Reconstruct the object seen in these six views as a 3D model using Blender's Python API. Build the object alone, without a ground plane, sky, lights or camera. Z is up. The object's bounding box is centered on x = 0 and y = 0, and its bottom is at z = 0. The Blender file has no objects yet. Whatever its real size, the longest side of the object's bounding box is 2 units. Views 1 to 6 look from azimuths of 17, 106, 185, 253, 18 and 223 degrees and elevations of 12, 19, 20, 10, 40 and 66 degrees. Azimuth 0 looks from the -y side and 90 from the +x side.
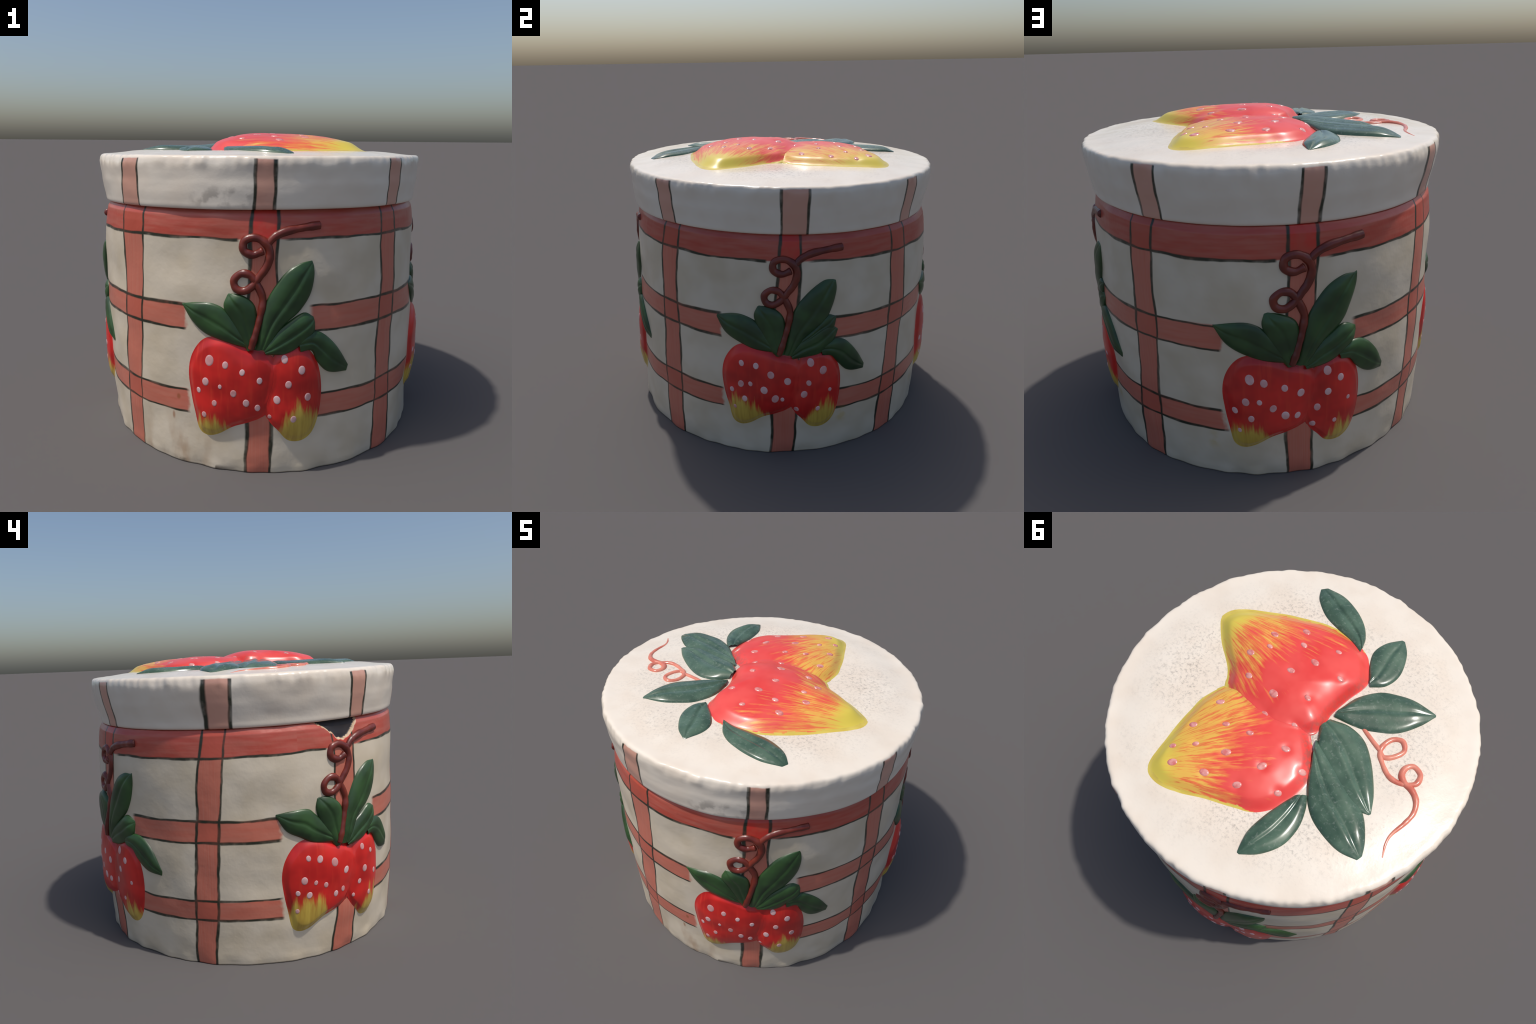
# Ceramic lidded jar: plaid glaze, moulded strawberry clusters on the wall, two strawberries on the lid.
import bpy, math
import numpy as np
from mathutils import Vector, noise as mnoise

TAU = 2 * math.pi
rad = math.radians

# ------------------------------------------------------------------ helpers
def pn(x, y, z=0.0):
    return mnoise.noise((x, y, z))

def catmull(pts, n, closed=False):
    """Smooth curve through control points, n samples, evenly spaced by length."""
    P = np.array(pts, float)
    k = len(P)
    out = []
    segs = k if closed else k - 1
    for i in range(segs):
        if closed:
            p0, p1, p2, p3 = P[(i - 1) % k], P[i], P[(i + 1) % k], P[(i + 2) % k]
        else:
            p1, p2 = P[i], P[i + 1]
            p0 = P[i - 1] if i > 0 else 2 * p1 - p2
            p3 = P[i + 2] if i + 2 < k else 2 * p2 - p1
        for t in np.linspace(0, 1, 14, endpoint=False):
            out.append(0.5 * (2 * p1 + (p2 - p0) * t + (2 * p0 - 5 * p1 + 4 * p2 - p3) * t * t
                              + (3 * p1 - p0 - 3 * p2 + p3) * t ** 3))
    out.append(P[0] if closed else P[-1])
    Q = np.array(out)
    d = np.concatenate([[0], np.cumsum(np.linalg.norm(np.diff(Q, axis=0), axis=1))])
    s = np.linspace(0, d[-1], n + 1 if closed else n)
    if closed:
        s = s[:-1]
    return np.stack([np.interp(s, d, Q[:, j]) for j in range(Q.shape[1])], 1)

def smooth(a, b, x):
    t = min(1.0, max(0.0, (x - a) / (b - a)))
    return t * t * (3 - 2 * t)

def make(name, verts, faces, mat, parent, slots=None):
    me = bpy.data.meshes.new(name)
    me.from_pydata([tuple(v) for v in verts], [], faces)
    me.polygons.foreach_set('use_smooth', [True] * len(me.polygons))
    for mm in (mat if isinstance(mat, (list, tuple)) else [mat]):
        me.materials.append(mm)
    if slots is not None:
        me.polygons.foreach_set('material_index', slots)
    me.update()
    facing = sum(p.area * (p.normal.x * p.center.x + p.normal.y * p.center.y + p.normal.z * (p.center.z - 0.9))
                 for p in me.polygons)
    if facing < 0:
        me.flip_normals()
    ob = bpy.data.objects.new(name, me)
    bpy.context.scene.collection.objects.link(ob)
    ob.parent = parent
    return ob

def grid_faces(nu, nv, close_u=False):
    f = []
    for i in range(nu if close_u else nu - 1):
        a, b = i * nv, ((i + 1) % nu) * nv
        for j in range(nv - 1):
            f.append((a + j, b + j, b + j + 1, a + j + 1))
    return f

# ------------------------------------------------------------------ node expressions
class N:
    """A float socket with arithmetic, so that masks read as formulas."""
    tree = None
    def __init__(self, s): self.s = s
    @staticmethod
    def math(op, *a, clamp=False):
        n = N.tree.nodes.new('ShaderNodeMath'); n.operation = op; n.use_clamp = clamp
        for i, v in enumerate(a):
            if isinstance(v, N): N.tree.links.new(v.s, n.inputs[i])
            else: n.inputs[i].default_value = float(v)
        return N(n.outputs[0])
    def __add__(s, o): return N.math('ADD', s, o)
    __radd__ = __add__
    def __sub__(s, o): return N.math('SUBTRACT', s, o)
    def __rsub__(s, o): return N.math('SUBTRACT', o, s)
    def __mul__(s, o): return N.math('MULTIPLY', s, o)
    __rmul__ = __mul__
    def __truediv__(s, o): return N.math('DIVIDE', s, o)
    def abs(s): return N.math('ABSOLUTE', s)
    def max(s, o): return N.math('MAXIMUM', s, o)
    def min(s, o): return N.math('MINIMUM', s, o)
    def cosd(s): return N.math('COSINE', s * (math.pi / 180))

def ramp(x, a, b, lo=0.0, hi=1.0, soft=True):
    n = N.tree.nodes.new('ShaderNodeMapRange')
    n.interpolation_type = 'SMOOTHSTEP' if soft else 'LINEAR'
    n.clamp = True
    N.tree.links.new(x.s, n.inputs['Value'])
    for k, v in (('From Min', a), ('From Max', b), ('To Min', lo), ('To Max', hi)):
        if isinstance(v, N): N.tree.links.new(v.s, n.inputs[k])
        else: n.inputs[k].default_value = v
    return N(n.outputs['Result'])

def combine(x, y, z):
    n = N.tree.nodes.new('ShaderNodeCombineXYZ')
    for i, v in enumerate((x, y, z)):
        if isinstance(v, N): N.tree.links.new(v.s, n.inputs[i])
        else: n.inputs[i].default_value = v
    return n.outputs[0]

def noise_tex(vec, scale, detail=2.0, rough=0.5):
    n = N.tree.nodes.new('ShaderNodeTexNoise')
    n.inputs['Scale'].default_value = scale
    n.inputs['Detail'].default_value = detail
    n.inputs['Roughness'].default_value = rough
    N.tree.links.new(vec, n.inputs['Vector'])
    return N(n.outputs['Fac'])

def srgb(r, g, b):
    f = lambda c: c / 12.92 if c <= 0.04045 else ((c + 0.055) / 1.055) ** 2.4
    return (f(r / 255), f(g / 255), f(b / 255), 1)

def mixc(fac, a, b, blend='MIX'):
    n = N.tree.nodes.new('ShaderNodeMix'); n.data_type = 'RGBA'; n.blend_type = blend
    for sock, v in ((n.inputs['Factor'], fac), (n.inputs[6], a), (n.inputs[7], b)):
        if isinstance(v, N): N.tree.links.new(v.s, sock)
        elif isinstance(v, (tuple, float, int)): sock.default_value = v
        else: N.tree.links.new(v, sock)
    return n.outputs[2]

def material(name, rough=0.3, coat=0.0, spec=0.5):
    m = bpy.data.materials.new(name); m.use_nodes = True
    N.tree = m.node_tree
    b = N.tree.nodes['Principled BSDF']
    b.inputs['Roughness'].default_value = rough
    b.inputs['Specular IOR Level'].default_value = spec
    b.inputs['Coat Weight'].default_value = coat
    b.inputs['Coat Roughness'].default_value = 0.12
    tc = N.tree.nodes.new('ShaderNodeTexCoord')
    sp = N.tree.nodes.new('ShaderNodeSeparateXYZ')
    N.tree.links.new(tc.outputs['Object'], sp.inputs[0])
    x, y, z = (N(sp.outputs[i]) for i in range(3))
    return m, b, tc.outputs['Object'], x, y, z

def setcol(b, c): N.tree.links.new(c, b.inputs['Base Color'])

def bump(b, h, strength, dist):
    n = N.tree.nodes.new('ShaderNodeBump')
    n.inputs['Strength'].default_value = strength
    n.inputs['Distance'].default_value = dist
    N.tree.links.new(h.s, n.inputs['Height'])
    N.tree.links.new(n.outputs[0], b.inputs['Normal'])

def angle(x, y): return N.math('ARCTAN2', y, x) * (180 / math.pi)

# ------------------------------------------------------------------ form of the jar
BODY_Z = [0.0, 0.03, 0.10, 0.20, 0.35, 0.55, 0.75, 0.95, 1.10, 1.18, 1.25, 1.29, 1.32]
BODY_R = [0.934, 0.938, 0.942, 0.946, 0.951, 0.954, 0.955, 0.953, 0.949, 0.945, 0.938, 0.932, 0.915]
MOTIF_DEG = [-72.5, 17.0, 106.5, -163.0]   # where the four clusters sit
TILT = 0.026                      # the jar leans: the front (-60 deg) stands higher than the back

SHIFT = (-0.015, 0.004)           # and its mouth sits a little off the foot's centre
def shift(z):
    f = min(1.0, max(0.0, z / 1.3))
    return 0.008 + (SHIFT[0] - 0.008) * f, SHIFT[1] * f

def lean(th):
    return TILT * math.cos(th + rad(60))

CHIP = [(-174.5, 1.335), (-170.0, 1.29), (-166.6, 1.25), (-164.6, 1.221), (-162.2, 1.214),
        (-159.6, 1.228), (-157.0, 1.26), (-155.0, 1.30), (-153.6, 1.335)]

def chip_depth(th_deg, z):
    """How far below the surface's upper edge of the broken notch (0 outside, 1 inside)."""
    if th_deg < -176 or th_deg > -152: return 0.0
    edge = lambda t: np.interp(t, [p[0] for p in CHIP], [p[1] for p in CHIP]) + 0.007 * pn(t * 0.7, 3.1)
    zc = edge(th_deg)
    slope = (edge(th_deg + 0.4) - edge(th_deg - 0.4)) / (0.8 * 0.0163)
    return smooth(-0.003, 0.010, (z - zc) / math.sqrt(1 + slope * slope))

# hollows and swellings left by the potter's hand: angle, height, depth, spread
DENTS = [(-88, 1.10, -0.011, 12, 0.13), (-3, 0.95, -0.011, 10, 0.16), (-6, 0.20, -0.010, 10, 0.14), (168, 0.90, -0.011, 11, 0.17),
         (168, 0.50, -0.010, 9, 0.15), (-132, 0.95, -0.008, 8, 0.10), (-163, 0.20, 0.010, 16, 0.10), (113, 0.36, -0.010, 9, 0.16),
         (18, 0.35, -0.009, 16, 0.22), (78, 0.80, -0.008, 9, 0.10), (-50, 0.90, -0.007, 7, 0.10), (-115, 0.35, 0.010, 9, 0.15)]

def wall(th, z):
    """Radius of the jar wall; z in the un-leaned chart."""
    r = float(np.interp(z, BODY_Z, BODY_R))
    c, s = math.cos(th), math.sin(th)
    r += 0.009 * pn(c * 2.2 + 5, s * 2.2, z * 2.6) + 0.0045 * pn(c * 6, s * 6 + 9, z * 7)
    r += 0.012 * smooth(0.07, 0.0, z) * pn(c * 9, s * 9, 2.2)
    r += 0.028 * smooth(0.5, 0.0, z) * math.exp(-((math.degrees(th) + 66 + 180) % 360 - 180) ** 2 / 1700)
    for a, zc, amp, sa, sz in DENTS:
        d = ((math.degrees(th) - a + 180) % 360 - 180) / sa
        if abs(d) < 3: r += amp * math.exp(-d * d - ((z - zc) / sz) ** 2)
    for m in MOTIF_DEG:                               # the mould's ground swells under each pair of berries
        d = ((math.degrees(th) - m + 180) % 360 - 180) * 0.0168
        if abs(d) < 0.6: r += 0.013 * math.exp(-(d / 0.2) ** 2 - ((z - 0.29) / 0.10) ** 2)
    return r

def on_wall(th0):
    def f(s, z, h):
        th = th0 + s / 0.96
        r = wall(th, z) + h
        a, b = shift(z)
        return (r * math.cos(th) + a, r * math.sin(th) + b, z + lean(th) * z / 1.32)
    return f

LID_Z = 1.583
def lid_top(x, y):
    r = math.hypot(x - SHIFT[0], y - SHIFT[1]); th = math.atan2(y, x)
    dome = 0.021 * (1 - smooth(0.70, 0.935, r))
    crown = 0.022 * math.exp(-((x + 0.19) ** 2 + (y - 0.03) ** 2) / 0.022)
    return LID_Z + 0.003 - 0.005 * x + dome + crown + 0.018 * math.cos(th + rad(60)) * r / 0.95 + 0.0035 * pn(x * 3, y * 3, 7) \
        + 0.0015 * pn(x * 9, y * 9, 3)

def on_lid(x, y, h):
    return (x, y, lid_top(x, y) + h)

# ------------------------------------------------------------------ materials
WHITE = srgb(214, 201, 180)
PINK = srgb(194, 106, 86)
RED_PINK = srgb(178, 72, 57)
LINE = srgb(40, 44, 32)

def line_theta(z, zs, ts):
    c = None
    for i in range(len(zs) - 1):
        d = ts[i + 1] - ts[i]
        seg = ramp(z, zs[i], zs[i + 1], 0.0, d, soft=False) if zs[i] < zs[i + 1] else \
            ramp(z, zs[i + 1], zs[i], d, 0.0, soft=False)
        c = seg if c is None else c + seg
    return c + ts[0]

# painted vertical bands: angle of the two outlines at four heights
BANDS = [([-123.8, -122.7, -123.4, -124.0], [-113.4, -113.6, -115.0, -116.0], 0.0065),
         ([-76.0, -77.0, -77.3, -77.3], [-68.1, -68.5, -69.8, -70.2], 0.0095),
         ([-31.0, -32.0, -33.0, -33.5], [-23.2, -24.2, -24.6, -24.5], 0.0075),
         ([14.5, 12.5, 11.8, 10.3], [21.2, 20.0, 19.7, 18.4], 0.008),
         ([56.0, 55.9, 53.6, 51.5], [64.0, 64.0, 61.8, 60.5], 0.008),
         ([103.4, 102.5, 101.6, 101.5], [111.9, 110.0, 109.2, 109.2], 0.0075),
         ([150.0, 147.4, 145.4, 144.0], [157.5, 154.8, 153.0, 151.5], 0.008),
         ([-167.5, -166.8, -166.0, -167.4], [-158.0, -159.0, -158.0, -158.3], 0.0075)]
BAND_Z = [1.28, 0.85, 0.40, 0.0]
LID_BANDS = [([-120.6, -123.6], [-113.5, -114.4], 0.007), ([-75.0, -75.6], [-69.3, -69.6], 0.0115),
             ([-30.5, -30.0], [-23.7, -23.4], 0.007), ([15.1, 14.8], [23.7, 23.3], 0.008),
             ([61.8, 61.2], [68.3, 68.0], 0.007), ([107.0, 106.5], [113.0, 112.5], 0.008),
             ([152.0, 151.8], [159.6, 159.3], 0.014), ([-160.6, -159.0], [-154.0, -152.6], 0.0085)]
LID_BAND_Z = [1.58, 1.33]
# painted horizontal lines: mean height, lean, phase
HOOPS = [(1.180, 0.030, 60), (0.848, 0.028, 45), (0.725, 0.022, 50), (0.395, 0.020, 50), (0.277, 0.015, 60)]

def band_masks(bands, zs, th, z, wob, wid):
    pink = line = None
    for l, r, w in bands:
        cl = line_theta(z, zs, l) ; cr = line_theta(z, zs, r)
        t = th + wob
        dl = (t - cl) * 0.0166 ; dr = (t - cr) * 0.0166        # metres along the wall
        p = ramp(dl, -0.004, 0.006) * ramp(dr, -0.006, 0.004, 1.0, 0.0)
        m = ramp(dl.abs().min(dr.abs()), wid * (w * 0.45), wid * (w * 1.3), 1.0, 0.0)
        pink = p if pink is None else pink.max(p)
        line = m if line is None else line.max(m)
    return pink, line

def body_material():
    m, b, co, x, y, z = material('plaid_glaze', 0.33, 0.12)
    th = angle(x, y)
    n1 = noise_tex(co, 5.0, 2) ; n2 = noise_tex(co, 13.0, 3); grain = noise_tex(co, 60.0, 3)
    wob = (n1 - 0.5) * 2.2 + (n2 - 0.5) * 0.3
    wid = ramp(noise_tex(co, 4.0, 1), 0.3, 0.7, 0.7, 1.35)
    pv, lv = band_masks(BANDS, BAND_Z, th, z, wob, wid)
    # gaps of the hoops at the moulded clusters
    rel = N.math('FLOORED_MODULO', th - 17.0 + 45.0, 90.0) - 45.0
    gap_hi = ramp(rel, -7.5, -6.5) * ramp(rel, 6.0, 9.0, 1.0, 0.0)
    gap_lo = ramp(rel + (n2 - 0.5) * 5.0, -24.0, -22.4) * ramp(rel, 14.0, 16.0, 1.0, 0.0)
    zw = z + (n1 - 0.5) * 0.022 + (n2 - 0.5) * 0.003
    spill = (noise_tex(co, 3.0, 2) - 0.5) * 0.04
    d = [zw - ((th + ph).cosd() * a + h) for h, a, ph in HOOPS]
    lh = None
    for i, e in enumerate(d):
        ln = ramp(e.abs(), wid * 0.0036, wid * 0.0098, 1.0, 0.0) * (1.0 - (gap_hi if i == 0 else gap_lo))
        lh = ln if lh is None else lh.max(ln)
    band_top = ramp(d[0], -0.004, 0.006)
    band_mid = ramp(d[1] + spill, -0.006, 0.008, 1.0, 0.0) * ramp(d[2], -0.006, 0.006) * (1.0 - gap_lo)
    band_low = ramp(d[3] + spill, -0.006, 0.008, 1.0, 0.0) * ramp(d[4], -0.006, 0.006) * (1.0 - gap_lo)
    ph = band_mid.max(band_low)
    streak_h = noise_tex(combine(th * 0.03, z * 14.0, 0.0), 3.0, 2)
    streak_v = noise_tex(combine(th * 1.2, z * 1.0, 0.0), 2.0, 2)
    white = mixc(ramp(n1, 0.3, 0.75), WHITE, srgb(202, 187, 162))
    col = mixc(ph * ramp(streak_h, 0.2, 0.8, 0.9, 1.0), white, PINK)
    col = mixc(band_top * ramp(streak_h, 0.25, 0.75, 0.9, 1.0), col, RED_PINK)
    over = pv * ramp(streak_v, 0.2, 0.8, 0.9, 1.0)
    col = mixc(over, col, mixc(band_top.max(ph * 0.45), PINK, srgb(180, 78, 60)))
    # bright red wash where the cluster's stalk leaves the top band
    red = pv * ramp(rel.abs(), 6.0, 8.0, 1.0, 0.0) * ramp(z, 1.16, 1.23) * ramp(n2, 0.3, 0.6, 0.35, 0.85)
    col = mixc(red, col, srgb(196, 44, 34))
    lines = lv.max(lh)
    col = mixc(lines * ramp(n2, 0.25, 0.6, 0.75, 1.0), col, LINE)
    # brown kiln stains low on one side, soot on the foot
    stain = ramp((th + 103.0).abs(), 4.0, 24.0, 1.0, 0.0) * ramp(z, 0.02, 0.36, 1.0, 0.0) * \
        ramp(noise_tex(combine(th * 0.09, z * 2.0, 0.0), 2.0, 3), 0.42, 0.72)
    col = mixc(stain * 0.55, col, srgb(150, 104, 58))
    soot = ramp((th + 91.0).abs(), 2.0, 14.0, 1.0, 0.0) * ramp(z, 0.008, 0.03, 1.0, 0.0) * ramp(n2, 0.42, 0.55)
    col = mixc(soot * 0.85, col, srgb(40, 26, 20))
    for a, h0, dx, dz in ((-101.5, 0.255, 0.55, 0.022), (-99.5, 0.365, 0.7, 0.016)):
        drip = ramp(N.math('SQRT', ((th - a) / dx) * ((th - a) / dx) + ((z - h0) / dz) * ((z - h0) / dz)), 0.4, 1.4, 1.0, 0.0)
        col = mixc(drip * 0.6, col, srgb(146, 84, 40))
    for a, h0, dx, dz in ((36.0, 0.22, 2.2, 0.05), (80.0, 0.20, 2.0, 0.05)):
        smear = ramp(N.math('SQRT', ((th - a) / dx) * ((th - a) / dx) + ((z - h0) / dz) * ((z - h0) / dz)), 0.4, 1.5, 1.0, 0.0)
        col = mixc(smear * ramp(n2, 0.4, 0.6) * 0.45, col, srgb(196, 168, 96))
    setcol(b, col)
    bump(b, n2 + grain * 0.15, 0.25, 0.01)
    return m

def lid_material():
    m, b, co, x, y, z = material('lid_glaze', 0.25, 0.2)
    th = angle(x, y)
    xs, ys = x - SHIFT[0], y - SHIFT[1]
    r = N.math('SQRT', xs * xs + ys * ys)
    n1 = noise_tex(co, 5.0, 2); n2 = noise_tex(co, 14.0, 3)
    wob = (n1 - 0.5) * 1.6 + (n2 - 0.5) * 0.25
    wid = ramp(noise_tex(co, 5.0, 1), 0.3, 0.7, 0.75, 1.3)
    p, l = band_masks(LID_BANDS, LID_BAND_Z, th, z, wob, wid)
    side = ramp(z - (th + 60.0).cosd() * 0.018 + (n2 - 0.5) * 0.012, 1.566, 1.574, 1.0, 0.0)
    # crackle and ingrained dust in the flat top
    fleck = noise_tex(co, 62.0, 6, 0.7)
    hair = noise_tex(combine(x * 1.0 + n2 * 0.5, y * 3.0, 0.0), 42.0, 5, 0.7)
    zone = ramp(noise_tex(co, 3.2, 3), 0.34, 0.62, 0.25, 1.0)
    near = ramp(r, 0.6, 0.9, 1.0, 0.2)
    dust = ramp(fleck, 0.47, 0.72) * 0.8 + ramp(hair, 0.56, 0.70) * 0.8
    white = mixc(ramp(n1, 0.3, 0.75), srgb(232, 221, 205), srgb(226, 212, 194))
    top = ramp(r, 0.86, 0.92, 1.0, 0.0)
    col = mixc(dust * zone * near * top * 0.75, white, srgb(126, 118, 110))
    wipe = ramp(N.math('SQRT', (x + 0.25) * (x + 0.25) + (y - 0.02) * (y - 0.02)), 0.06, 0.20, 1.0, 0.0)
    col = mixc(wipe * ramp(fleck, 0.35, 0.6) * 0.6, col, srgb(150, 132, 122))
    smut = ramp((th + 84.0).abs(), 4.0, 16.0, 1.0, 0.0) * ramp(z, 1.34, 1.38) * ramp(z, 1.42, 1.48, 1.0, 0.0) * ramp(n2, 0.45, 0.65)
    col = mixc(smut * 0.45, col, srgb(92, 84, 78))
    col = mixc(p * side * 0.8, col, srgb(200, 134, 112))
    col = mixc(l * side * ramp(n2, 0.25, 0.6, 0.75, 1.0), col, LINE)
    setcol(b, col)
    bump(b, n2 + fleck * 0.3, 0.2, 0.008)
    return m

def wall_berry_material(k, th0, yl, yr):
    """Red berries, brush-dragged yellow tips; yl, yr: how high the yellow reaches left and right."""
    m, b, co, x, y, z = material('berry_glaze', 0.32, 0.15)
    th = angle(x, y)
    s = (N.math('FLOORED_MODULO', th - th0 + 180.0, 360.0) - 180.0) * (0.96 * math.pi / 180)
    streak = noise_tex(combine(s * 26.0, z * 2.4, k * 3.7), 1.6, 4, 0.6)
    patch = noise_tex(co, 7.0, 2)
    left = ramp((s + 0.26).abs(), 0.02, 0.20, yl, yl - 0.16)
    right = ramp((s - 0.20).abs(), 0.02, 0.16, yr, yr - 0.16)
    edge = left.max(right)
    yel = ramp(z + (streak - 0.5) * 0.26, edge - 0.035, edge + 0.045, 1.0, 0.0)
    red = mixc(ramp(patch, 0.3, 0.7), srgb(214, 40, 34), srgb(178, 26, 24))
    red = mixc(ramp(streak, 0.5, 0.75, 0.0, 0.35), red, srgb(222, 70, 44))
    col = mixc(yel, red, mixc(ramp(streak, 0.3, 0.7), srgb(208, 178, 78), srgb(184, 150, 62)))
    setcol(b, col)
    return m

def lid_berry_material(base, tip, halfw, k, red_to):
    m, b, co, x, y, z = material('lid_berry_glaze', 0.34, 0.12)
    ax = np.array(tip) - np.array(base); L = np.hypot(*ax); ax /= L; px = np.array([-ax[1], ax[0]])
    t = ((x - base[0]) * ax[0] + (y - base[1]) * ax[1]) * (1 / L)
    q = ((x - base[0]) * px[0] + (y - base[1]) * px[1]) * (1 / halfw)
    fan = q / (1.25 - t).max(0.25)
    streak = noise_tex(combine(t * 2.6, fan * 8.0, k), 2.2, 5, 0.62)
    blot = noise_tex(co, 6.0, 3)
    f = t + q * q * 0.16 + (streak - 0.5) * 1.25 + (blot - 0.5) * 0.6
    red = mixc(ramp(blot, 0.3, 0.7), srgb(228, 80, 72), srgb(220, 60, 54))
    col = mixc(ramp(f, red_to - 0.10, red_to + 0.10), red, srgb(228, 118, 66))
    col = mixc(ramp(f, red_to + 0.08, red_to + 0.28), col, srgb(226, 176, 78))
    stroke = noise_tex(combine(t * 4.5, fan * 13.0, k + 9.0), 2.0, 4, 0.6)
    col = mixc(ramp(stroke, 0.54, 0.64) * ramp(f, red_to, red_to + 0.2) * 0.75, col, srgb(216, 84, 50))
    tipm = ramp(t + (streak - 0.5) * 0.26, 0.76, 0.92)
    col = mixc(tipm, col, srgb(218, 196, 78))
    # dusty wipe where the leaves meet the crown
    grime = ramp(t, -0.02, 0.10, 1.0, 0.0) * ramp(noise_tex(co, 40.0, 4), 0.42, 0.62)
    col = mixc(grime * 0.5, col, srgb(120, 96, 88))
    setcol(b, col)
    return m

def leaf_material(name, dark, light, dusty, rough, coat):
    m, b, co, x, y, z = material(name, rough, coat)
    n = noise_tex(co, 9.0, 3); g = noise_tex(co, 55.0, 5, 0.65)
    col = mixc(ramp(n, 0.3, 0.7), dark, light)
    if dusty:
        col = mixc(ramp(g, 0.52, 0.75) * 0.35, col, srgb(150, 156, 144))
    setcol(b, col)
    bump(b, n, 0.15, 0.006)
    return m

def plain_material(name, a, c, rough, coat, scale=12.0):
    m, b, co, x, y, z = material(name, rough, coat)
    n = noise_tex(co, scale, 3)
    setcol(b, mixc(ramp(n, 0.3, 0.7), a, c))
    return m

# ------------------------------------------------------------------ body and lid
def revolve(profile_fn, rows, nth, mat, name, parent):
    verts, faces = [], []
    for i in range(nth):
        th = TAU * i / nth
        if th > math.pi: th -= TAU
        verts += [profile_fn(th, k) for k in range(rows)]
    faces = grid_faces(nth, rows, True)
    n = len(verts)
    verts.append(tuple(np.mean([verts[i * rows] for i in range(nth)], axis=0)))
    verts.append(tuple(np.mean([verts[i * rows + rows - 1] for i in range(nth)], axis=0)))
    for i in range(nth):
        a, b = i * rows, ((i + 1) % nth) * rows
        faces.append((n, b, a))
        faces.append((n + 1, a + rows - 1, b + rows - 1))
    return make(name, verts, faces, mat, parent)

def build_body(parent, mat):
    zs = np.concatenate([np.linspace(0, 0.06, 10)[:-1], np.linspace(0.06, 1.16, 130)[:-1], np.linspace(1.16, 1.32, 46)])
    R = len(zs)
    def prof(th, k):
        c, s = math.cos(th), math.sin(th)
        if k < 3:                                     # underside, foot ring
            rr = wall(th, 0.0) - (0.14, 0.05, 0.008)[k]
            return (rr * c + shift(0)[0], rr * s, (0.012, 0.006, 0.001)[k])
        if k >= R + 3:                                # inside the lid
            return (0.86 * c, 0.86 * s, 1.33 + lean(th))
        z = zs[k - 3]
        r = wall(th, z)
        zz = z + lean(th) * z / 1.32
        d = chip_depth(math.degrees(th), z)
        r -= (0.016 + 0.004 * pn(c * 20, s * 20, z * 20)) * d
        a, b = shift(z)
        return (r * c + a, r * s + b, zz)
    ob = revolve(prof, R + 4, 1200, mat, 'jar_body', parent)
    ob.data.materials.append(plain_material('bare_clay', srgb(206, 182, 152), srgb(186, 150, 118), 0.7, 0.0, 40.0))
    ob.data.materials.append(plain_material('notch_painted_shade', srgb(40, 32, 32), srgb(26, 26, 34), 0.6, 0.0, 8.0))
    for p in ob.data.polygons:                        # the notch: pale broken edge, shallow floor painted near-black for a deep hole's shade
        x, y, z = p.center
        if z < 1.15 or x > -0.7 or z > 1.36: continue
        a, b = shift(z)
        th = math.atan2(y - b, x - a)
        d = chip_depth(math.degrees(th), z - lean(th) * z / 1.32)
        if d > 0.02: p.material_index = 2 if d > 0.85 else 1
    return ob

LID_PROFILE = [(0.86, 1.335), (0.90, 1.327), (0.922, 1.323), (0.932, 1.328), (0.936, 1.341), (0.938, 1.360), (0.942, 1.385),
               (0.948, 1.415), (0.953, 1.445), (0.956, 1.475), (0.960, 1.505), (0.963, 1.530),
               (0.9635, 1.548), (0.961, 1.562), (0.955, 1.573), (0.946, 1.580), (0.934, 1.5835)]

def build_lid(parent, mat):
    prof = catmull(LID_PROFILE, 60)
    inner = [0.915, 0.89, 0.86, 0.82, 0.77, 0.71, 0.64, 0.56, 0.47, 0.38, 0.28, 0.18, 0.08]
    R = len(prof) + len(inner)
    def f(th, k):
        c, s = math.cos(th), math.sin(th)
        rim = 0.007 * pn(c * 12, s * 12, 1.7) + 0.0055 * pn(c * 27, s * 27, 4.2)
        if k < len(prof):
            r, z = prof[k]
            up = smooth(1.34, 1.52, z)
            edge = math.exp(-((z - 1.565) / 0.03) ** 2)
            r += 0.006 * pn(c * 2.5 + 3, s * 2.5, z * 3) + 0.0025 * pn(c * 7, s * 7, z * 14) + edge * rim
            z += lean(th) * (1 - up) + 0.018 * math.cos(th + rad(60)) * up
            z += edge * (0.006 * pn(c * 14, s * 14, 8.7) + 0.004 * pn(c * 30, s * 30, 2))
            if k >= len(prof) - 8:
                w = (k - (len(prof) - 8)) / 8
                z = z * (1 - w) + (lid_top(r * c + SHIFT[0], r * s + SHIFT[1])) * w
            return (r * c - 0.006 * (1 - up) + SHIFT[0] * up, r * s - 0.010 * (1 - up) + SHIFT[1] * up, z)
        r = inner[k - len(prof)]
        x, y = r * c + SHIFT[0], r * s + SHIFT[1]
        return (x, y, lid_top(x, y))
    return revolve(f, R, 900, mat, 'lid', parent)

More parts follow.
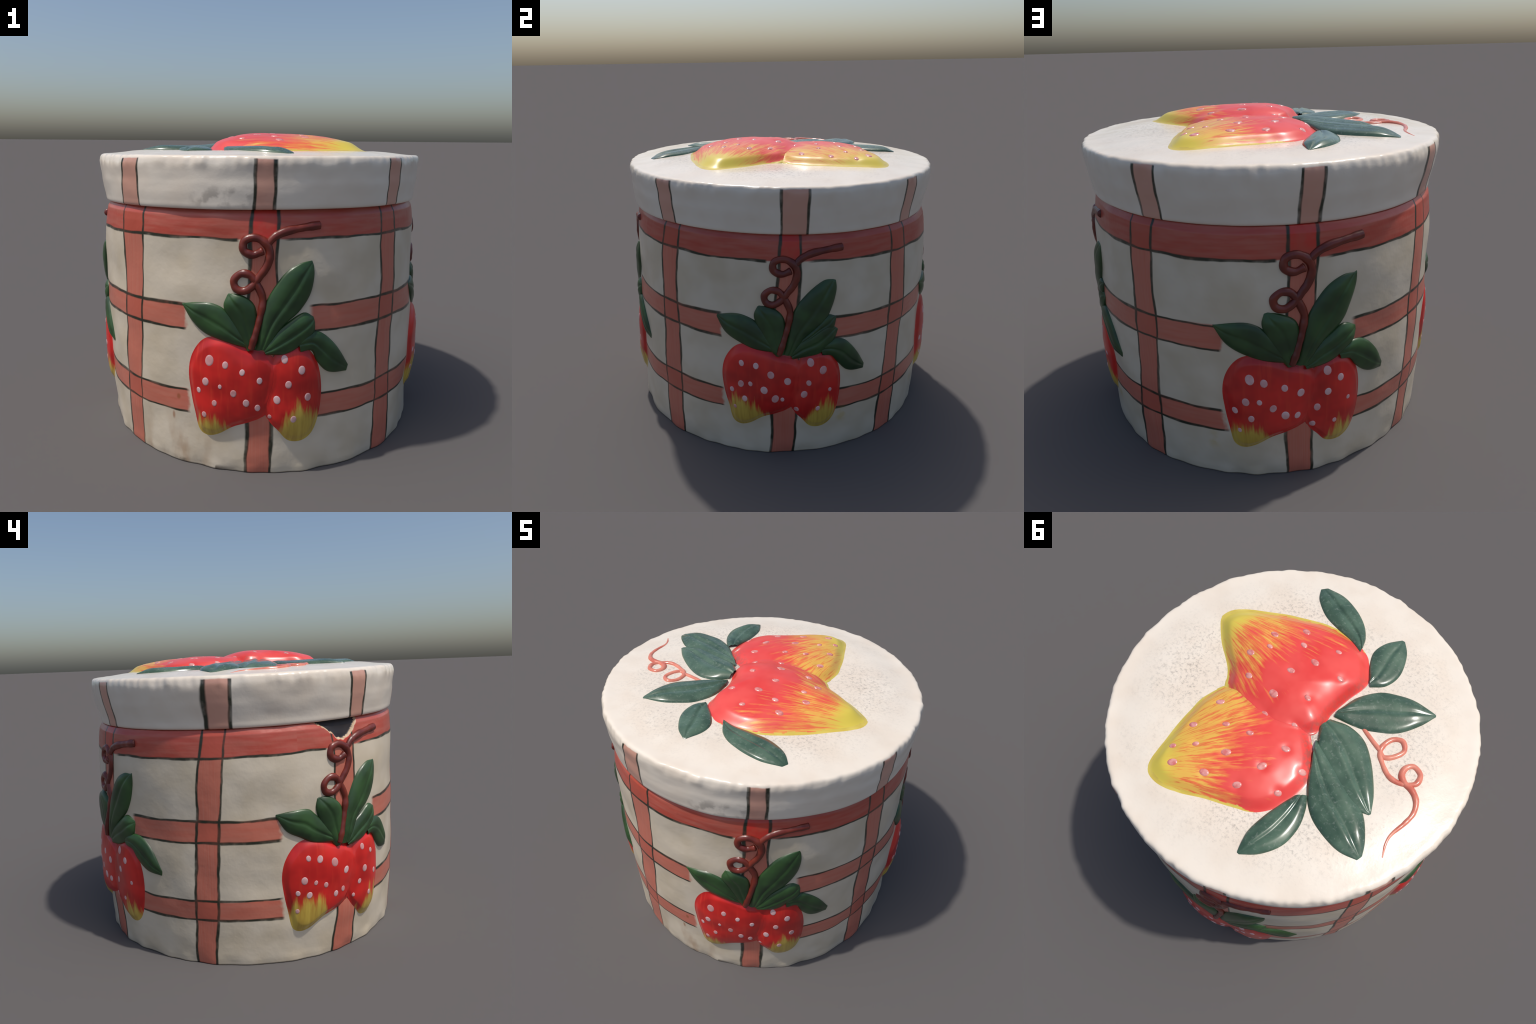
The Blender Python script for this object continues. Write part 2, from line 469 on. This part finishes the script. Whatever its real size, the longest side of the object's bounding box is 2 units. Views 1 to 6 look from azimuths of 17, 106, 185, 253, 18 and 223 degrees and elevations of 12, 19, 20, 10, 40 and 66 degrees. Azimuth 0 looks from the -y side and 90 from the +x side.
# ------------------------------------------------------------------ moulded relief pieces
class Berry:
    """Dome over a star-shaped outline; height falls from the crest to the outline."""
    def __init__(self, outline, centre, height, power=0.7, crest=None):
        self.c = np.array(centre, float)
        o = catmull(outline, 240, True) - self.c
        a = np.arctan2(o[:, 1], o[:, 0]); r = np.hypot(o[:, 0], o[:, 1])
        i = np.argsort(a); self.a = a[i]; self.r = r[i]
        self.h, self.p = height, power
    def reach(self, ang):
        return np.interp(ang, self.a, self.r, period=TAU)
    def height(self, p):
        d = np.array(p) - self.c
        rho = np.hypot(*d) / self.reach(math.atan2(d[1], d[0]))
        if rho >= 1.12: return -0.02
        if rho >= 1: return 0.0006 - 0.09 * (rho - 1)
        return self.h * (1 - rho ** 2) ** self.p * (1 - smooth(0.84, 1.02, rho)) ** 0.7 + 0.0006

def smax(a, b, k):
    h = max(k - abs(a - b), 0.0) / k
    return max(a, b) + h * h * k * 0.25

def build_berry(name, berry, others, chart, mat, parent, dents=(), blend=0.012, sink=0.006, fringe=None):
    na, nr = 200, 56
    verts = []
    rr = [1 - (1 - (j + 1) / nr) ** 1.5 for j in range(nr)]
    rr = [x * 1.05 for x in rr]
    def ev(p):
        h = berry.height(p)
        for o in others:
            g = o.height(p)
            h2 = smax(h, g, blend)
            if h > -0.001: h = h2 - sink * min(1.0, max(0.0, (g - h) / 0.01))
        for q, rad_, dep in dents:
            d2 = ((p[0] - q[0]) ** 2 + (p[1] - q[1]) ** 2) / rad_ ** 2
            if d2 < 9: h -= dep * math.exp(-d2)
        return h + 0.0012 * pn(p[0] * 16, p[1] * 16, 5) if h > 0.004 else h
    for i in range(na):
        a = TAU * i / na - math.pi
        R = berry.reach(a)
        for q in rr:
            p = berry.c + np.array([math.cos(a), math.sin(a)]) * R * q
            verts.append(chart(p[0], p[1], ev(p)))
    faces = grid_faces(na, nr, True)
    verts.append(chart(berry.c[0], berry.c[1], ev(berry.c)))
    n = len(verts) - 1
    for i in range(na):
        faces.append((n, ((i + 1) % na) * nr, i * nr))
    slots = None
    if fringe is not None:                     # yellow overspill along the foot, on the tip side
        (dx, dy), fm = fringe
        slots = []
        for f in faces:
            i, j = divmod(f[0], nr) if f[0] < na * nr else (0, 0)
            a = TAU * i / na - math.pi
            tipward = math.cos(a) * dx + math.sin(a) * dy
            lim = 0.965 + 0.022 * pn(a * 9, 4.4, dx) + 0.06 * (1 - smooth(-0.35, 0.1, tipward))
            slots.append(1 if rr[j] > lim else 0)
        mat = [mat, fm]
    return make(name, verts, faces, mat, parent, slots), ev

def build_leaf(name, left, right, chart, mat, parent, height, groove=0.35, lift=0.0, ground=None, ripple=0.10):
    """Leaf lofted between its two margins (base to tip), crowned, with a groove on the midrib."""
    nu, nv = 46, 27
    Lc, Rc = catmull(left, nu), catmull(right, nu)
    verts = []
    for i in range(nu):
        u = i / (nu - 1)
        env = (min(1.0, u / 0.12) * 0.35 + 0.65) * (1 - smooth(0.72, 1.0, u)) ** 0.8 + 0.12 * (1 - u)
        for j in range(nv):
            v = 2 * j / (nv - 1) - 1
            p = Lc[i] * (1 - v) / 2 + Rc[i] * (1 + v) / 2
            h = height * env * (1 - abs(v) ** 2.6) ** 0.75
            h -= height * groove * math.exp(-(v / 0.13) ** 2) * env
            h += height * ripple * math.sin(v * 9) * math.sin(u * 3.1) * (1 - v * v)
            if abs(v) == 1: h = -0.006
            elif u > 0.985: h = -0.002
            else: h += 0.003
            h += lift * (1 - u) * (1 - v * v)
            if ground is not None: h += max(0.0, ground(p))
            verts.append(chart(p[0], p[1], h))
    return make(name, verts, grid_faces(nu, nv), mat, parent)

def tube(path, radii, n=12):
    P = np.array(path); k = len(P)
    T = np.gradient(P, axis=0); T /= np.linalg.norm(T, axis=1)[:, None]
    up = np.array([0.3, 0.2, 1.0]); verts = []
    nrm = np.cross(T[0], up); nrm /= np.linalg.norm(nrm)
    for i in range(k):
        nrm = nrm - T[i] * (nrm @ T[i]); nrm /= np.linalg.norm(nrm)
        bi = np.cross(T[i], nrm)
        for j in range(n):
            a = TAU * j / n
            verts.append(P[i] + radii[i] * (math.cos(a) * nrm + math.sin(a) * bi))
    faces = []
    for i in range(k - 1):
        for j in range(n):
            faces.append((i * n + j, i * n + (j + 1) % n, (i + 1) * n + (j + 1) % n, (i + 1) * n + j))
    v = [tuple(q) for q in verts]
    v += [tuple(P[0]), tuple(P[-1])]
    m = len(v) - 2
    for j in range(n):
        faces.append((m, (j + 1) % n, j))
        faces.append((m + 1, (k - 1) * n + j, (k - 1) * n + (j + 1) % n))
    return v, faces

def build_vine(name, strands, chart, mat, parent, raise_):
    V, F = [], []
    for pts, widths in strands:
        q = catmull([p[:2] for p in pts], 14 * len(pts))
        lift = np.interp(np.linspace(0, 1, len(q)), np.linspace(0, 1, len(pts)),
                         [p[2] if len(p) > 2 else 0.0 for p in pts])
        rr = np.interp(np.linspace(0, 1, len(q)), np.linspace(0, 1, len(widths)), widths)
        rr = rr * [1 + 0.18 * pn(a * 25, b * 25, 1) for a, b in q]
        rr[0] *= 0.6; rr[-1] *= 0.6
        v, f = tube([chart(a, b, raise_ * 1.0 + l) for (a, b), l in zip(q, lift)], rr)
        F += [tuple(i + len(V) for i in t) for t in f]
        V += v
    return make(name, V, F, mat, parent)

def build_seed(p, angle_, a, b, h, ev, chart, mat, parent, raised):
    """Seed: a low oval button that follows the berry's skin."""
    nr, na = 6, 20
    V = []
    ca, sa = math.cos(angle_), math.sin(angle_)
    for i in range(na):
        t = TAU * i / na
        for j in range(1, nr + 1):
            q = j / nr
            x, y = a * q * math.cos(t), b * q * math.sin(t)
            P = (p[0] + x * ca - y * sa, p[1] + x * sa + y * ca)
            V.append(chart(P[0], P[1], ev(P) + (h * (1 - q ** 3) - (0.0015 if j == nr else 0)) + raised))
    V.append(chart(p[0], p[1], ev(p) + h + raised))
    F = grid_faces(na, nr, True) + [(len(V) - 1, ((i + 1) % na) * nr, i * nr) for i in range(na)]
    return make('seed', V, F, mat, parent)

# --- wall cluster, one mould pressed four times: (s along the wall, z)
BERRY_L = [(-0.385, 0.50), (-0.37, 0.585), (-0.33, 0.655), (-0.28, 0.695), (-0.21, 0.705), (-0.14, 0.69),
           (-0.06, 0.655), (0.02, 0.63), (0.08, 0.57), (0.09, 0.48), (0.05, 0.38), (0.0, 0.31), (-0.07, 0.275), (-0.15, 0.245),
           (-0.23, 0.195), (-0.29, 0.18), (-0.335, 0.21), (-0.355, 0.30), (-0.375, 0.40)]
BERRY_R = [(0.02, 0.50), (0.04, 0.58), (0.08, 0.635), (0.14, 0.665), (0.19, 0.665), (0.24, 0.635), (0.28, 0.57), (0.30, 0.48),
           (0.30, 0.38), (0.28, 0.27), (0.245, 0.20), (0.19, 0.168), (0.125, 0.178), (0.075, 0.235), (0.03, 0.29), (0.0, 0.38)]
LEAVES = [  # left margin, right margin (base to tip), height
    ([(-0.08, 0.66), (-0.20, 0.685), (-0.29, 0.715), (-0.36, 0.765), (-0.415, 0.855)],
     [(-0.06, 0.70), (-0.17, 0.83), (-0.24, 0.875), (-0.32, 0.875), (-0.415, 0.86)], 0.022),
    ([(-0.07, 0.645), (-0.12, 0.70), (-0.16, 0.78), (-0.19, 0.86), (-0.175, 0.925)],
     [(-0.02, 0.66), (-0.015, 0.78), (-0.03, 0.87), (-0.09, 0.92), (-0.165, 0.93)], 0.026),
    ([(-0.04, 0.65), (-0.01, 0.80), (0.03, 0.91), (0.10, 1.015), (0.18, 1.07), (0.25, 1.078)],
     [(0.03, 0.65), (0.10, 0.76), (0.19, 0.84), (0.24, 0.92), (0.262, 1.01), (0.258, 1.072)], 0.028),
    ([(0.0, 0.66), (0.05, 0.73), (0.12, 0.785), (0.20, 0.83), (0.265, 0.80)],
     [(0.02, 0.62), (0.10, 0.63), (0.19, 0.66), (0.25, 0.715), (0.272, 0.79)], 0.026),
    ([(0.17, 0.71), (0.25, 0.73), (0.32, 0.715), (0.39, 0.645), (0.455, 0.53)],
     [(0.19, 0.64), (0.24, 0.63), (0.28, 0.575), (0.34, 0.52), (0.452, 0.505)], 0.022)]
EXTRA_LEAF = ([(0.03, 0.72), (0.12, 0.80), (0.20, 0.868), (0.262, 0.862)], [(0.06, 0.69), (0.17, 0.765), (0.24, 0.80), (0.264, 0.852)], 0.02)
VINES = [([(-0.055, 0.655, 0.026), (-0.03, 0.74, 0.026), (-0.005, 0.83, 0.018), (0.005, 0.90, 0.010), (-0.02, 0.965, 0.004), (-0.055, 1.015),
           (-0.10, 1.022), (-0.135, 0.99), (-0.125, 0.95), (-0.085, 0.94), (-0.045, 0.965, 0.004), (-0.01, 1.01),
           (0.025, 1.06), (0.04, 1.12), (0.02, 1.17), (-0.03, 1.195), (-0.08, 1.18), (-0.085, 1.135), (-0.04, 1.115), (0.01, 1.135, 0.005)], (0.017, 0.020, 0.020, 0.021, 0.020)),
         ([(0.02, 1.15), (0.06, 1.195), (0.12, 1.222), (0.21, 1.238), (0.30, 1.248)], (0.016, 0.022, 0.020, 0.022))]
SEEDS = [(-0.25, 0.60, 1.2), (-0.17, 0.585, 1.0), (-0.09, 0.55, 1.1), (-0.015, 0.50, 1.2), (-0.27, 0.48, 1.0), (-0.32, 0.42, 0.8),
         (-0.14, 0.44, 1.1), (-0.09, 0.39, 1.1), (-0.24, 0.385, 1.0), (-0.30, 0.31, 0.8), (-0.21, 0.47, 0.7), (-0.03, 0.38, 0.9),
         (0.11, 0.60, 1.1), (0.19, 0.555, 1.1), (0.12, 0.475, 1.0), (0.08, 0.405, 1.0), (0.22, 0.42, 0.9), (0.04, 0.31, 0.8), (0.16, 0.31, 0.8)]

def build_cluster(root, k, deg, mats):
    chart = on_wall(rad(deg))
    rng = np.random.default_rng(40 + k)
    bl = Berry(BERRY_L, (-0.16, 0.46), 0.047, 0.62)
    br = Berry(BERRY_R, (0.15, 0.43), 0.038, 0.62)
    objs = []
    for b, o in ((bl, br), (br, bl)):
        objs.append(build_berry('strawberry', b, [o], chart, mats['berry'][k], root, blend=0.02))
    for s, z, size in SEEDS:
        s += rng.normal(0, 0.007); z += rng.normal(0, 0.007)
        i = 0 if bl.height((s, z)) > br.height((s, z)) else 1
        a = 0.0155 * size * rng.uniform(0.75, 1.3)
        build_seed((s, z), rng.uniform(-0.3, 0.3), a * 0.95, a * 1.2, 0.001, objs[i][1], chart, mats['dot'], objs[i][0], 0.0012)
    def ground(p): return 0.6 * max(0.0, bl.height(p), br.height(p))
    for l, r, h in LEAVES + ([EXTRA_LEAF] if k == 1 else []):
        j = lambda pts: [(a + rng.normal(0, 0.004), c + rng.normal(0, 0.004)) for a, c in pts]
        build_leaf('leaf', j(l), j(r), chart, mats['leaf'], root, h * 0.85, 0.2, ground=ground, ripple=0.03)
    build_vine('tendril', VINES, chart, mats['vine'], root, -0.004)

# --- lid relief: (x, y)
LID_BERRY_A = [(0.645, -0.17), (0.665, -0.225), (0.625, -0.300), (0.503, -0.383), (0.366, -0.459), (0.22, -0.522), (0.117, -0.545),
               (0.015, -0.543), (-0.097, -0.508), (-0.179, -0.424), (-0.209, -0.361), (-0.19, -0.252), (-0.178, -0.114),
               (-0.194, -0.033), (-0.175, 0.05), (-0.053, 0.165), (0.101, 0.193), (0.283, 0.136), (0.343, 0.112), (0.411, 0.021), (0.531, -0.063)]
LID_BERRY_B = [(0.317, 0.694), (0.343, 0.636), (0.365, 0.503), (0.386, 0.336), (0.384, 0.217), (0.335, 0.10), (0.2, 0.04), (0.0, 0.01),
               (-0.13, 0.03), (-0.207, 0.084), (-0.289, 0.161), (-0.325, 0.235), (-0.32, 0.351), (-0.283, 0.456), (-0.219, 0.53),
               (-0.128, 0.573), (0.0, 0.628), (0.103, 0.681), (0.194, 0.712), (0.265, 0.718)]
LID_LEAVES = [
    ([(-0.06, -0.50), (0.02, -0.53), (0.12, -0.545), (0.235, -0.573), (0.335, -0.640), (0.382, -0.715)],
     [(-0.05, -0.54), (-0.025, -0.60), (0.034, -0.665), (0.127, -0.718), (0.24, -0.750), (0.36, -0.742)]),
    ([(-0.20, -0.40), (-0.14, -0.48), (-0.107, -0.56), (-0.125, -0.64), (-0.185, -0.722)],
     [(-0.23, -0.37), (-0.29, -0.43), (-0.307, -0.53), (-0.262, -0.65), (-0.195, -0.722)]),
    ([(-0.19, -0.16), (-0.215, -0.28), (-0.281, -0.379), (-0.363, -0.427), (-0.46, -0.456), (-0.585, -0.457)],
     [(-0.20, -0.11), (-0.32, -0.138), (-0.40, -0.175), (-0.497, -0.245), (-0.558, -0.351), (-0.588, -0.450)]),
    ([(-0.20, -0.09), (-0.30, -0.125), (-0.40, -0.11), (-0.50, -0.035), (-0.60, 0.08), (-0.655, 0.178)],
     [(-0.185, -0.01), (-0.255, 0.09), (-0.385, 0.16), (-0.50, 0.20), (-0.59, 0.205), (-0.652, 0.186)]),
    ([(-0.215, 0.05), (-0.37, 0.09), (-0.51, 0.14), (-0.63, 0.20), (-0.71, 0.29), (-0.747, 0.362)],
     [(-0.275, 0.16), (-0.345, 0.28), (-0.435, 0.365), (-0.54, 0.405), (-0.65, 0.416), (-0.742, 0.388)]),
    ([(-0.37, 0.30), (-0.41, 0.36), (-0.442, 0.45), (-0.440, 0.56), (-0.385, 0.66), (-0.31, 0.724)],
     [(-0.32, 0.34), (-0.295, 0.42), (-0.275, 0.50), (-0.265, 0.60), (-0.28, 0.67), (-0.30, 0.724)])]
LID_VINE = [([(-0.35, -0.16), (-0.42, -0.136), (-0.482, -0.117), (-0.520, -0.099), (-0.558, -0.132), (-0.578, -0.190), (-0.541, -0.228),
              (-0.497, -0.204), (-0.481, -0.149), (-0.495, -0.103), (-0.547, -0.060), (-0.603, -0.033), (-0.654, -0.036),
              (-0.695, -0.057), (-0.724, -0.090), (-0.712, -0.138), (-0.663, -0.153), (-0.637, -0.120), (-0.645, -0.078),
              (-0.680, -0.054), (-0.73, -0.045), (-0.775, -0.015), (-0.800, 0.040), (-0.798, 0.106), (-0.783, 0.189),
              (-0.790, 0.242), (-0.818, 0.303)], (0.012, 0.014, 0.0145, 0.0145, 0.015, 0.019, 0.012, 0.005))]
LID_SEEDS_A = [(0.330, -0.262), (0.220, -0.392), (0.166, -0.306), (0.006, -0.397), (0.049, -0.255), (-0.107, -0.271), (-0.057, -0.070),
               (0.109, -0.136), (0.090, 0.020), (0.054, 0.129), (-0.100, 0.079), (0.350, -0.094), (0.293, -0.181), (0.266, 0.013)]
LID_SEEDS_B = [(0.281, 0.212), (0.297, 0.392), (0.163, 0.292), (0.037, 0.254), (0.206, 0.464), (0.295, 0.540), (0.229, 0.605),
               (0.057, 0.404), (0.071, 0.545), (-0.091, 0.489), (-0.122, 0.345), (-0.149, 0.202), (-0.279, 0.233), (-0.260, 0.389)]

def build_lid_relief(root, mats):
    rng = np.random.default_rng(7)
    A = Berry(LID_BERRY_A, (0.05, -0.09), 0.103, 0.60)
    B = Berry(LID_BERRY_B, (0.03, 0.30), 0.079, 0.55)
    for b, o, mat, seeds, ax in ((A, B, mats['lid_a'], LID_SEEDS_A, (1.0, -0.05)), (B, A, mats['lid_b'], LID_SEEDS_B, (0.8, 0.6))):
        dents = [(s, 0.026, 0.006) for s in seeds]
        ob, ev = build_berry('strawberry', b, [o], on_lid, mat, root, dents, blend=0.026, fringe=(ax, mats['fringe']))
        for s in seeds:
            a = 0.0195 * rng.uniform(0.8, 1.2)
            build_seed(s, math.atan2(ax[1], ax[0]) + rng.normal(0, 0.2), a * 1.2, a * 0.85, 0.0065, ev, on_lid, mats['seed'], ob, 0.0)
    def ground(p): return 0.35 * max(0.0, A.height(p), B.height(p))
    for (l, r), h in zip(LID_LEAVES, (0.017, 0.017, 0.023, 0.027, 0.027, 0.021)):
        build_leaf('leaf', l, r, on_lid, mats['lid_leaf'], root, h, 0.35, ground=ground)
    build_vine('tendril', LID_VINE, on_lid, mats['lid_vine'], root, -0.004)

# ------------------------------------------------------------------ assemble
def main():
    root = bpy.data.objects.new('strawberry_jar', None)
    bpy.context.scene.collection.objects.link(root)
    root['label'] = 'round white ceramic jar with lid, red plaid and strawberries'
    root['category'] = 'ceramic jar'
    mats = dict(
        leaf=leaf_material('wall_leaf_glaze', srgb(34, 58, 30), srgb(50, 82, 42), False, 0.38, 0.1),
        lid_leaf=leaf_material('lid_leaf_glaze', srgb(56, 80, 63), srgb(82, 106, 86), True, 0.24, 0.4),
        vine=plain_material('wall_tendril_glaze', srgb(92, 30, 24), srgb(120, 46, 32), 0.35, 0.1),
        lid_vine=plain_material('lid_tendril_glaze', srgb(200, 104, 84), srgb(224, 142, 118), 0.25, 0.3),
        dot=plain_material('painted_dot_glaze', srgb(222, 184, 184), srgb(202, 140, 138), 0.35, 0.1),
        fringe=plain_material('yellow_overspill_glaze', srgb(206, 180, 76), srgb(216, 194, 92), 0.3, 0.2),
        seed=plain_material('seed_glaze', srgb(226, 160, 152), srgb(206, 110, 104), 0.2, 0.5, 40.0),
        berry=[wall_berry_material(i, d, yl, yr) for i, (d, yl, yr) in
               enumerate(zip(MOTIF_DEG, (0.28, 0.36, 0.32, 0.36), (0.36, 0.33, 0.26, 0.31)))],
        lid_a=lid_berry_material((-0.20, -0.13), (0.65, -0.20), 0.36, 1.3, 0.56),
        lid_b=lid_berry_material((-0.30, 0.22), (0.32, 0.69), 0.32, 5.1, 0.48))
    build_body(root, body_material())
    build_lid(root, lid_material())
    for k, d in enumerate(MOTIF_DEG):
        build_cluster(root, k, d, mats)
    build_lid_relief(root, mats)

main()
